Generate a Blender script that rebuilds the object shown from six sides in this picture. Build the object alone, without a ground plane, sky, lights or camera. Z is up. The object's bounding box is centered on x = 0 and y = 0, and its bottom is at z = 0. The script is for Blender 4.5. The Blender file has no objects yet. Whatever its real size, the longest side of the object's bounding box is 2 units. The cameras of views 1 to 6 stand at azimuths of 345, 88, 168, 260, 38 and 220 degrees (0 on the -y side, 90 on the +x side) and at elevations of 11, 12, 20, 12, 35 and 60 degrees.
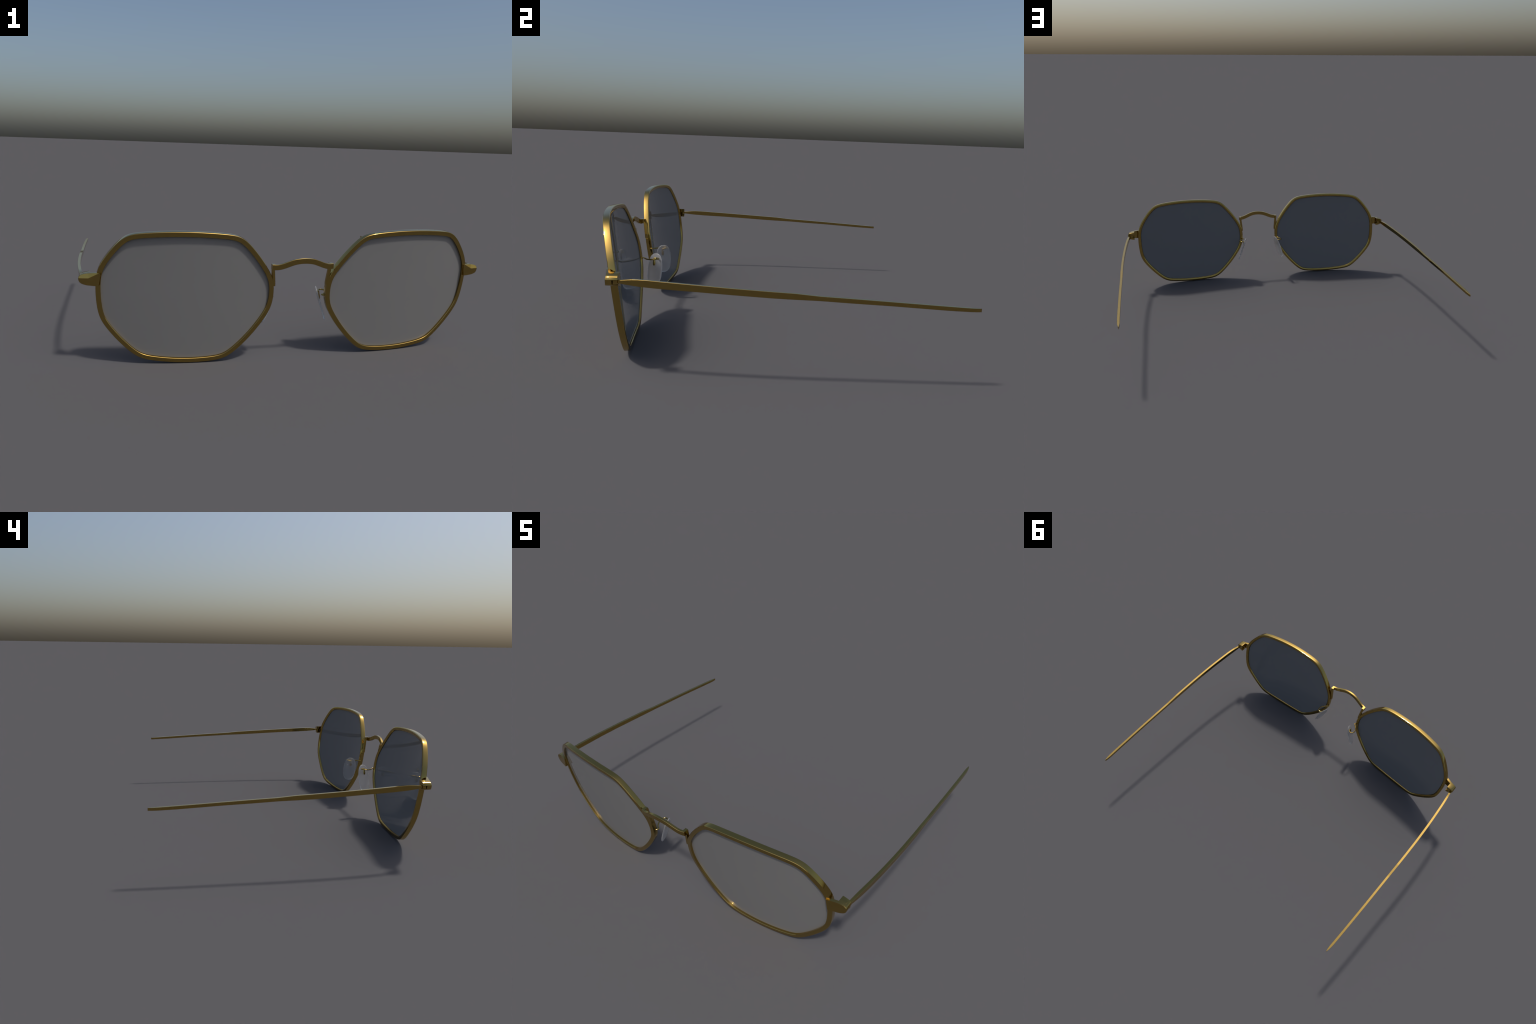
"""Wire-frame sunglasses with eight-sided lenses, built part by part.

Frame: x across the face, -y is the front, +y runs back along the temples, z up.
Everything is described for the wearer's one side (x > 0) and mirrored for the other.
"""
import bpy
import math
import numpy as np

# ------------------------------------------------------------------ sizes (metres)
Z_SHIFT = 0.0003             # puts the lowest point of the rims on z = 0

# eight soft corners of a rim's outer front edge (x, z), nose-top first, going outwards
RIM_CORNERS = [(0.2919, 0.5935), (0.7777, 0.5957), (0.8998, 0.4372), (0.8918, 0.2145),
               (0.7254, 0.0252), (0.3383, 0.0123), (0.1341, 0.2551), (0.1328, 0.3911)]
RIM_BULGE = [0.034, 0.044, 0.042, 0.041, 0.043, 0.053, 0.042, 0.041]   # sagitta / length
CORNER_SOFTNESS = 0.0322
RIM_WIDTH = 0.0190           # radial
RIM_DEPTH = 0.0285           # front to back
RIM_EDGE = 0.0024            # outer chamfer
LENS_RECESS = 0.0138
LENS_THICKNESS = 0.0072
BACK = np.array([0.0, 1.0, 0.13]) / math.hypot(1.0, 0.13)   # depth direction of a rim


def face_y(x, z):
    """The curved front that both rims follow (wrap, tilt and base curve)."""
    return (-0.7088 + 0.064 * (x - 0.47) - 0.134 * (z - 0.32)
            + 0.2625 * (x - 0.47) ** 2 + 0.0676 * (z - 0.32) ** 2)


# ------------------------------------------------------------------ mesh helpers
ROOT = None


def make_object(name, verts, faces, material, parent=None, mirror=False, angle=35.0):
    verts = [(-v[0] if mirror else v[0], v[1], v[2] + Z_SHIFT) for v in verts]
    if mirror:
        faces = [tuple(reversed(f)) for f in faces]
    me = bpy.data.meshes.new(name)
    me.from_pydata([tuple(map(float, v)) for v in verts], [], faces)
    me.validate()
    import bmesh
    bm = bmesh.new()
    bm.from_mesh(me)
    bmesh.ops.remove_doubles(bm, verts=bm.verts, dist=1e-7)
    bmesh.ops.recalc_face_normals(bm, faces=bm.faces)
    bm.to_mesh(me)
    bm.free()
    me.polygons.foreach_set("use_smooth", [True] * len(me.polygons))
    me.set_sharp_from_angle(angle=math.radians(angle))
    me.materials.append(material)
    ob = bpy.data.objects.new(name, me)
    bpy.context.scene.collection.objects.link(ob)
    ob.parent = parent or ROOT
    return ob


def loft(rings, closed=False, caps=True):
    """Quads between rings of equal length; closed joins the last ring to the first."""
    verts, faces = [], []
    n, m = len(rings), len(rings[0])
    for r in rings:
        verts += [tuple(p) for p in r]
    for i in range(n if closed else n - 1):
        j = (i + 1) % n
        for k in range(m):
            l = (k + 1) % m
            faces.append((i * m + k, i * m + l, j * m + l, j * m + k))
    if caps and not closed:
        faces.append(tuple(range(m))[::-1])
        faces.append(tuple(range((n - 1) * m, n * m)))
    return verts, faces


def join(*parts):
    verts, faces = [], []
    for v, f in parts:
        o = len(verts)
        verts += list(v)
        faces += [tuple(i + o for i in q) for q in f]
    return verts, faces


def chamfered_rect(w, h, c):
    """Rectangle w x h centred on 0 with cut corners, as (a, b) pairs."""
    a, b = w / 2, h / 2
    return [(a - c, -b), (a, -b + c), (a, b - c), (a - c, b),
            (-a + c, b), (-a, b - c), (-a, -b + c), (-a + c, -b)]


def catmull(points, per=10):
    P = [np.array(p, float) for p in points]
    P = [2 * P[0] - P[1]] + P + [2 * P[-1] - P[-2]]
    out = []
    for i in range(1, len(P) - 2):
        p0, p1, p2, p3 = P[i - 1:i + 3]
        for k in range(per):
            t = k / per
            out.append(0.5 * ((2 * p1) + (p2 - p0) * t + (2 * p0 - 5 * p1 + 4 * p2 - p3) * t * t
                              + (3 * p1 - p0 - 3 * p2 + p3) * t ** 3))
    out.append(P[-2])
    return out


def tube(path, radius, sides=12, flat=1.0):
    path = [np.array(p, float) for p in path]
    rings = []
    up = np.array([0.0, 0.0, 1.0])
    for i, p in enumerate(path):
        t = path[min(i + 1, len(path) - 1)] - path[max(i - 1, 0)]
        t /= np.linalg.norm(t)
        a = np.cross(t, up)
        if np.linalg.norm(a) < 1e-3:
            a = np.array([1.0, 0, 0])
        a /= np.linalg.norm(a)
        b = np.cross(a, t)
        r = radius(i / (len(path) - 1)) if callable(radius) else radius
        rings.append([p + r * (math.cos(q) * a + flat * math.sin(q) * b)
                      for q in np.linspace(0, 2 * math.pi, sides, endpoint=False)])
    return loft(rings)


def prism_y(outline, front, back, c=0.0015):
    """Extrude an (x, z) outline between two y functions, with chamfered ends."""
    P = np.array(outline, float)
    cen = P.mean(0)
    d = P - cen
    shrunk = P - d / np.maximum(np.linalg.norm(d, axis=1, keepdims=True), 1e-9) * c
    f = front if callable(front) else (lambda x, z: front)
    b = back if callable(back) else (lambda x, z: back)
    rings = [[(x, f(x, z), z) for x, z in shrunk], [(x, f(x, z) + c, z) for x, z in P],
             [(x, b(x, z) - c, z) for x, z in P], [(x, b(x, z), z) for x, z in shrunk]]
    return loft(rings)


# ------------------------------------------------------------------ materials
def node_material(name):
    m = bpy.data.materials.new(name)
    m.use_nodes = True
    nt = m.node_tree
    return m, nt, nt.nodes["Principled BSDF"]


def gold_material():
    m, nt, p = node_material("polished_gold_metal")
    p.inputs["Metallic"].default_value = 1.0
    co = nt.nodes.new("ShaderNodeTexCoord")
    no = nt.nodes.new("ShaderNodeTexNoise")
    no.inputs["Scale"].default_value = 30.0
    no.inputs["Detail"].default_value = 3.0
    nt.links.new(co.outputs["Object"], no.inputs["Vector"])
    ramp = nt.nodes.new("ShaderNodeValToRGB")
    ramp.color_ramp.elements[0].position = 0.3
    ramp.color_ramp.elements[0].color = (0.435, 0.305, 0.088, 1)
    ramp.color_ramp.elements[1].position = 0.7
    ramp.color_ramp.elements[1].color = (0.450, 0.318, 0.093, 1)
    nt.links.new(no.outputs["Fac"], ramp.inputs["Fac"])
    nt.links.new(ramp.outputs["Color"], p.inputs["Base Color"])
    rr = nt.nodes.new("ShaderNodeMapRange")
    rr.inputs["To Min"].default_value = 0.06
    rr.inputs["To Max"].default_value = 0.09
    nt.links.new(no.outputs["Fac"], rr.inputs["Value"])
    nt.links.new(rr.outputs["Result"], p.inputs["Roughness"])
    return m


def lens_material():
    m, nt, p = node_material("dark_grey_tinted_lens")
    co = nt.nodes.new("ShaderNodeTexCoord")
    no = nt.nodes.new("ShaderNodeTexNoise")
    no.inputs["Scale"].default_value = 4.0
    nt.links.new(co.outputs["Object"], no.inputs["Vector"])
    ramp = nt.nodes.new("ShaderNodeValToRGB")
    ramp.color_ramp.elements[0].color = (0.192, 0.191, 0.188, 1)
    ramp.color_ramp.elements[1].color = (0.198, 0.197, 0.194, 1)
    nt.links.new(no.outputs["Fac"], ramp.inputs["Fac"])
    nt.links.new(ramp.outputs["Color"], p.inputs["Base Color"])
    p.inputs["Roughness"].default_value = 0.045
    p.inputs["IOR"].default_value = 1.45
    return m


def pad_material():
    m, nt, p = node_material("clear_silicone")
    co = nt.nodes.new("ShaderNodeTexCoord")
    no = nt.nodes.new("ShaderNodeTexNoise")
    no.inputs["Scale"].default_value = 20.0
    nt.links.new(co.outputs["Object"], no.inputs["Vector"])
    rr = nt.nodes.new("ShaderNodeMapRange")
    rr.inputs["To Min"].default_value = 0.32
    rr.inputs["To Max"].default_value = 0.38
    nt.links.new(no.outputs["Fac"], rr.inputs["Value"])
    nt.links.new(rr.outputs["Result"], p.inputs["Roughness"])
    p.inputs["Base Color"].default_value = (0.93, 0.935, 0.945, 1)
    p.inputs["Transmission Weight"].default_value = 0.86
    p.inputs["IOR"].default_value = 1.42
    return m


# ------------------------------------------------------------------ rim and lens
def rim_outline(n=240):
    """Octagon with gently bowed sides and softened corners (outer front edge)."""
    c = np.array(RIM_CORNERS)
    pts = []
    for i in range(8):
        a, d = c[i], c[(i + 1) % 8]
        q = d - a
        nrm = np.array([-q[1], q[0]])
        for t in np.linspace(0, 1, 80, endpoint=False):
            pts.append(a + q * t + nrm * RIM_BULGE[i] * 4 * t * (1 - t))
    P = np.array(pts)
    Q = np.vstack([P, P[:1]])
    L = np.r_[0, np.cumsum(np.linalg.norm(np.diff(Q, axis=0), axis=1))]
    s = np.linspace(0, L[-1], n, endpoint=False)
    R = np.stack([np.interp(s, L, Q[:, k]) for k in (0, 1)], 1)
    step = L[-1] / n
    reach = int(4 * CORNER_SOFTNESS / step)
    w = np.exp(-0.5 * (np.arange(-reach, reach + 1) * step / CORNER_SOFTNESS) ** 2)
    w /= w.sum()
    return sum(wk * np.roll(R, -k, axis=0) for k, wk in zip(range(-reach, reach + 1), w))


def inward_normals(R):
    T = np.roll(R, -1, 0) - np.roll(R, 1, 0)
    T /= np.linalg.norm(T, axis=1, keepdims=True)
    N = np.stack([T[:, 1], -T[:, 0]], 1)
    if ((R.mean(0) - R) * N).sum() < 0:
        N = -N
    return N


def at_depth(x, z, d):
    return np.array([x, face_y(x, z), z]) + BACK * d


def build_rim(mirror, gold, lens_mat):
    R = rim_outline()
    N = inward_normals(R)
    W, D = RIM_WIDTH, RIM_DEPTH
    g = LENS_RECESS + LENS_THICKNESS / 2
    E = RIM_EDGE             # the outer band stands a little proud of the front edge
    section = [(-E, 0.0017), (-0.0008, 0.0), (W - 0.0014, 0.0), (W, 0.0016),
               (W, g - 0.005), (W - 0.003, g - 0.003), (W - 0.003, g + 0.003), (W, g + 0.005),
               (W - 0.0005, D - 0.004), (W - 0.003, D - 0.001), (W - 0.006, D),
               (0.003, D), (0.0, D - 0.0008), (-E + 0.0005, D - 0.0025), (-E, D - 0.0045)]
    rings = []
    for p, n in zip(R, N):
        ring = []
        for r, d in section:
            # the depth axis follows the outer edge so the band keeps its width
            o = at_depth(p[0], p[1], d)
            x, z = p + n * r
            ring.append(np.array([x, face_y(x, z), z]) + (o - at_depth(p[0], p[1], 0)))
        rings.append(ring)
    rim = make_object("rim", *loft(rings, closed=True), gold, mirror=mirror, angle=28)

    # lens: nested copies of the inner edge, shrinking to the middle, on the curved face
    edge = R + N * (W - 0.002)
    cen = edge.mean(0)
    steps = np.linspace(1.0, 0.0, 22)[:-1]
    verts, faces = [], []
    n = len(R)
    for side, depth in ((0, LENS_RECESS), (1, LENS_RECESS + LENS_THICKNESS)):
        base = len(verts)
        for s in steps:
            for q in edge:
                x, z = cen + (q - cen) * s
                dip = 0.0025 * (1.0 - 1.8 * s * s) if side == 0 else 0.0   # front is flatter than the rim
                verts.append(at_depth(x, z, depth + dip))
        verts.append(at_depth(cen[0], cen[1], depth + (0.0025 if side == 0 else 0.0)))
        for i in range(len(steps) - 1):
            for k in range(n):
                l = (k + 1) % n
                faces.append((base + i * n + k, base + i * n + l,
                              base + (i + 1) * n + l, base + (i + 1) * n + k))
        last = base + (len(steps) - 1) * n
        for k in range(n):
            faces.append((last + k, last + (k + 1) % n, base + len(steps) * n))
    off = len(steps) * n + 1
    for k in range(n):
        l = (k + 1) % n
        faces.append((k, l, off + l, off + k))
    make_object("lens", verts, faces, lens_mat, parent=rim, mirror=mirror)
    return rim


# ------------------------------------------------------------------ bridge
def build_bridge(gold):
    # top edge of the arch, half of it: (x, z)
    half = [(0.0, 0.4940), (0.025, 0.4925), (0.05, 0.4878), (0.075, 0.4790), (0.098, 0.4700),
            (0.115, 0.4650), (0.130, 0.4635), (0.1454, 0.4638)]
    pts = [(-x, z) for x, z in half[:0:-1]] + half
    path = catmull([(x, 0.0, z) for x, z in pts], 8)
    H, T = 0.0245, 0.0135
    rings = []
    for i, p in enumerate(path):
        t = path[min(i + 1, len(path) - 1)] - path[max(i - 1, 0)]
        t[1] = 0
        t /= np.linalg.norm(t)
        down = np.array([t[2], 0, -t[0]])
        if down[2] > 0:
            down = -down
        front = -0.7520 + 0.0207 * (abs(p[0]) / 0.1454) ** 1.8
        ring = []
        for a, b in chamfered_rect(T, H, 0.0014):
            ring.append(np.array([p[0], front + T / 2 + a, p[2]]) + down * (b + H / 2))
        rings.append(ring)
    parts = [loft(rings)]
    # at each end the bar turns back and runs down the nose side of the rim
    for s in (1, -1):
        x0, x1 = 0.1300, 0.1454
        tab = prism_y([(s * x0, 0.4405), (s * x1, 0.4405), (s * x1, 0.4640), (s * x0, 0.4640)],
                      -0.7305, -0.7039, 0.001)
        leg = []
        for q in np.linspace(0, 1, 9):
            cx = 0.1377 - 0.0100 * q
            cy = -0.7090 + 0.0115 * q
            cz = 0.4560 - 0.0970 * q
            w = 0.0140 if q < 0.95 else 0.0115
            leg.append([(s * (cx + a), cy + b, cz) for a, b in chamfered_rect(w, 0.0165, 0.0015)])
        parts += [tab, loft(leg)]
    return make_object("bridge", *join(*parts), gold)


# ------------------------------------------------------------------ end pieces and hinges
END_OUTLINE = [(0.884, 0.4270), (0.908, 0.4265), (0.932, 0.4247), (0.955, 0.4212), (0.9690, 0.4160),
               (0.9757, 0.4065), (0.9762, 0.3980), (0.9735, 0.3885), (0.9660, 0.3803), (0.950, 0.3742),
               (0.930, 0.3710), (0.9068, 0.3697), (0.886, 0.3697)]


def build_end_piece(mirror, gold):
    outline = catmull([(x, 0, z) for x, z in END_OUTLINE], 6)
    D = [(p[0], p[2]) for p in outline]
    slope = math.tan(math.radians(13))

    def crease(x):           # modelled fold drawing the stepped shading break on a flat face
        return 0.4035 + 0.0230 * min(max((0.934 - x) / 0.045, 0.0), 1.0)

    def front(x, z):
        return -0.6385 - (0.9762 - x) * 0.196 + max(0.0, z - crease(x)) * slope

    # the plate: rows of constant height, upper half tilted so it mirrors sky, shaping a shading difference
    plate_rows = []
    zs = np.r_[np.linspace(0.3699, 0.4034, 12), np.linspace(0.4037, 0.4262, 22)]

    def x_outer(z):
        best = None
        for (xa, za), (xb, zb) in zip(D[:-1], D[1:]):
            if (za - z) * (zb - z) <= 0 and za != zb:
                x = xa + (xb - xa) * (z - za) / (zb - za)
                best = x if best is None else max(best, x)
        return best if best is not None else 0.89
    for z in zs:
        xo = max(x_outer(z), 0.9)
        c = 0.0016
        xi = 0.884 + 0.008 * min(max((0.420 - z) / 0.048, 0.0), 1.0)   # narrows into the rim
        row = [(xi, front(xi, z) + c, z), (xi + c, front(xi, z), z)]
        row += [(x, front(x, z), z) for x in np.linspace(xi + c, xo - c, 40)[1:]]
        row += [(xo, front(xo, z) + c, z), (xo, front(xo, z) + 0.0145, z), (xi, -0.6420, z)]
        plate_rows.append(row)
    plate = loft(plate_rows)

    def lobe(z_lo, z_hi, x_in, y0, y1):
        arc = [(x_outer(z), z) for z in np.linspace(z_hi, z_lo, 16)]
        return prism_y([(x_in, z_hi)] + arc + [(x_in, z_lo)], y0, y1, 0.0012)
    y_front = -0.6375
    upper = lobe(0.4022, 0.4242, 0.9315, y_front, -0.5930)
    lower = lobe(0.3712, 0.3855, 0.9315, y_front, -0.5925)
    wall = lobe(0.3850, 0.4026, 0.9330, y_front, -0.6148)
    ob = make_object("end_piece", *join(plate, upper, lower, wall), gold, mirror=mirror)
    return ob


# ------------------------------------------------------------------ temples
# y, centre x, top z, bottom z
TEMPLE = [(-0.6000, 0.9600, 0.4008, 0.3908), (-0.585, 0.9640, 0.4022, 0.3892), (-0.568, 0.9662, 0.4042, 0.3870),
          (-0.545, 0.9692, 0.4068, 0.3848), (-0.520, 0.9718, 0.4078, 0.3823), (-0.480, 0.9757, 0.4071, 0.3800),
          (-0.430, 0.9795, 0.4045, 0.3774), (-0.314, 0.9865, 0.3988, 0.3735), (-0.167, 0.9915, 0.3913, 0.3667),
          (-0.020, 0.9930, 0.3842, 0.3600), (0.055, 0.9925, 0.3808, 0.3577), (0.080, 0.9921, 0.3786, 0.3572),
          (0.148, 0.9912, 0.3727, 0.3555), (0.260, 0.9904, 0.3676, 0.3502), (0.410, 0.9893, 0.3600, 0.3442),
          (0.620, 0.9860, 0.3488, 0.3330), (0.700, 0.9838, 0.3446, 0.3300), (0.735, 0.9822, 0.3427, 0.3286),
          (0.752, 0.9812, 0.3418, 0.3281)]


def temple_thickness(y):
    return float(np.interp(y, [-0.60, -0.57, -0.4, 0.69, 0.71, 0.735, 0.752],
                           [0.0120, 0.0135, 0.0138, 0.0142, 0.0135, 0.0085, 0.0015]))


def build_temple(mirror, gold):
    A = np.array(TEMPLE)
    ys = np.unique(np.r_[np.linspace(-0.60, 0.70, 66), A[:, 0], np.linspace(0.70, 0.752, 10)])
    # centre line bows smoothly; the top edge keeps its short step at mid length
    pts = np.array(catmull([(r[1], r[0], 0) for r in TEMPLE], 6))
    rings = []
    for y in ys:
        x = np.interp(y, pts[:, 1], pts[:, 0])
        top, bot = np.interp(y, A[:, 0], A[:, 2]), np.interp(y, A[:, 0], A[:, 3])
        t = temple_thickness(y)
        c = min(0.0006, t * 0.3)
        rings.append([(x + a, y, (top + bot) / 2 + b) for a, b in chamfered_rect(t, top - bot, c)])
    blade = loft(rings)
    # knuckle that sits between the two lobes of the end piece
    ks = []
    for z, r in ((0.3862, 0.0100), (0.3872, 0.0112), (0.4005, 0.0112), (0.4015, 0.0100)):
        ks.append([(0.9555 + r * 1.68 * math.copysign(abs(math.cos(q)) ** 0.6, math.cos(q)),
                    -0.6040 + r * math.copysign(abs(math.sin(q)) ** 0.6, math.sin(q)), z)
                   for q in np.linspace(0, 2 * math.pi, 28, endpoint=False)])
    ob = make_object("temple", *blade, gold, mirror=mirror, angle=22)
    make_object("hinge_knuckle", *loft(ks), gold, parent=ob, mirror=mirror)
    return ob


# ------------------------------------------------------------------ nose pads
def build_pad(mirror, gold, clear):
    path = catmull([(0.138, -0.6860, 0.2998), (0.1255, -0.6775, 0.3005), (0.1215, -0.6670, 0.3015),
                    (0.1335, -0.6580, 0.3010), (0.1460, -0.6470, 0.2998), (0.1560, -0.6320, 0.3005),
                    (0.1620, -0.6150, 0.3020), (0.1600, -0.5960, 0.3035), (0.1475, -0.5850, 0.3040),
                    (0.1340, -0.5900, 0.3035), (0.1275, -0.6010, 0.3020), (0.1265, -0.6120, 0.3005)], 8)
    arm = tube(path, 0.0037, 12)
    post = tube([(0.1268, -0.6112, 0.3040), (0.1290, -0.6112, 0.2900), (0.1312, -0.6110, 0.2760),
                 (0.1326, -0.6110, 0.2680), (0.1332, -0.6110, 0.2640)],
                lambda q: 0.0036 + 0.0022 * math.sin(min(q * 1.05, 1.0) * math.pi) + (0.0012 if 0.4 < q < 0.95 else 0), 12, flat=0.5)
    ob = make_object("pad_arm", *join(arm, post), gold, mirror=mirror, angle=50)

    top, bottom = np.array([0.1116, -0.6040, 0.3245]), np.array([0.1668, -0.6090, 0.1585])
    cen = (top + bottom) / 2
    u = bottom - top
    half_len = np.linalg.norm(u) / 2
    u /= np.linalg.norm(u)
    w = np.array([0.326, 0.945, 0.0])
    w -= u * w.dot(u)
    w /= np.linalg.norm(w)
    nrm = np.cross(u, w)
    half_w, th, e = 0.0405, 0.0040, 2.5
    profile = [(0.0, 1.0), (0.5, 1.0), (0.86, 1.0), (0.95, 0.85), (0.99, 0.5), (1.0, 0.0),
               (0.99, -0.5), (0.95, -0.85), (0.86, -1.0), (0.5, -1.0), (0.0, -1.0)]
    m = 64
    verts, faces = [], []
    for s, h in profile:
        if s == 0.0:
            verts.append(cen + nrm * th * h)
            continue
        for q in np.linspace(0, 2 * math.pi, m, endpoint=False):
            cq, sq = math.cos(q), math.sin(q)
            a = math.copysign(abs(cq) ** (2 / e), cq) * half_len
            b = math.copysign(abs(sq) ** (2 / e), sq) * half_w
            verts.append(cen + s * (u * a + w * b) + nrm * th * h)
    k_rings = len(profile) - 2
    for k in range(m):
        faces.append((0, 1 + k, 1 + (k + 1) % m))
        last = 1 + (k_rings - 1) * m
        faces.append((1 + k_rings * m, last + (k + 1) % m, last + k))
    for i in range(k_rings - 1):
        for k in range(m):
            l = (k + 1) % m
            faces.append((1 + i * m + k, 1 + (i + 1) * m + k, 1 + (i + 1) * m + l, 1 + i * m + l))
    make_object("nose_pad", verts, faces, clear, parent=ob, mirror=mirror, angle=60)
    return ob


# ------------------------------------------------------------------ assembly
def main():
    global ROOT
    ROOT = bpy.data.objects.new("sunglasses", None)
    bpy.context.scene.collection.objects.link(ROOT)
    ROOT["label"] = "gold wire sunglasses with dark octagonal lenses and straight temples"
    ROOT["category"] = "sunglasses"
    gold, lens, clear = gold_material(), lens_material(), pad_material()
    build_bridge(gold)
    for mirror in (False, True):
        build_rim(mirror, gold, lens)
        build_end_piece(mirror, gold)
        build_temple(mirror, gold)
        build_pad(mirror, gold, clear)


main()
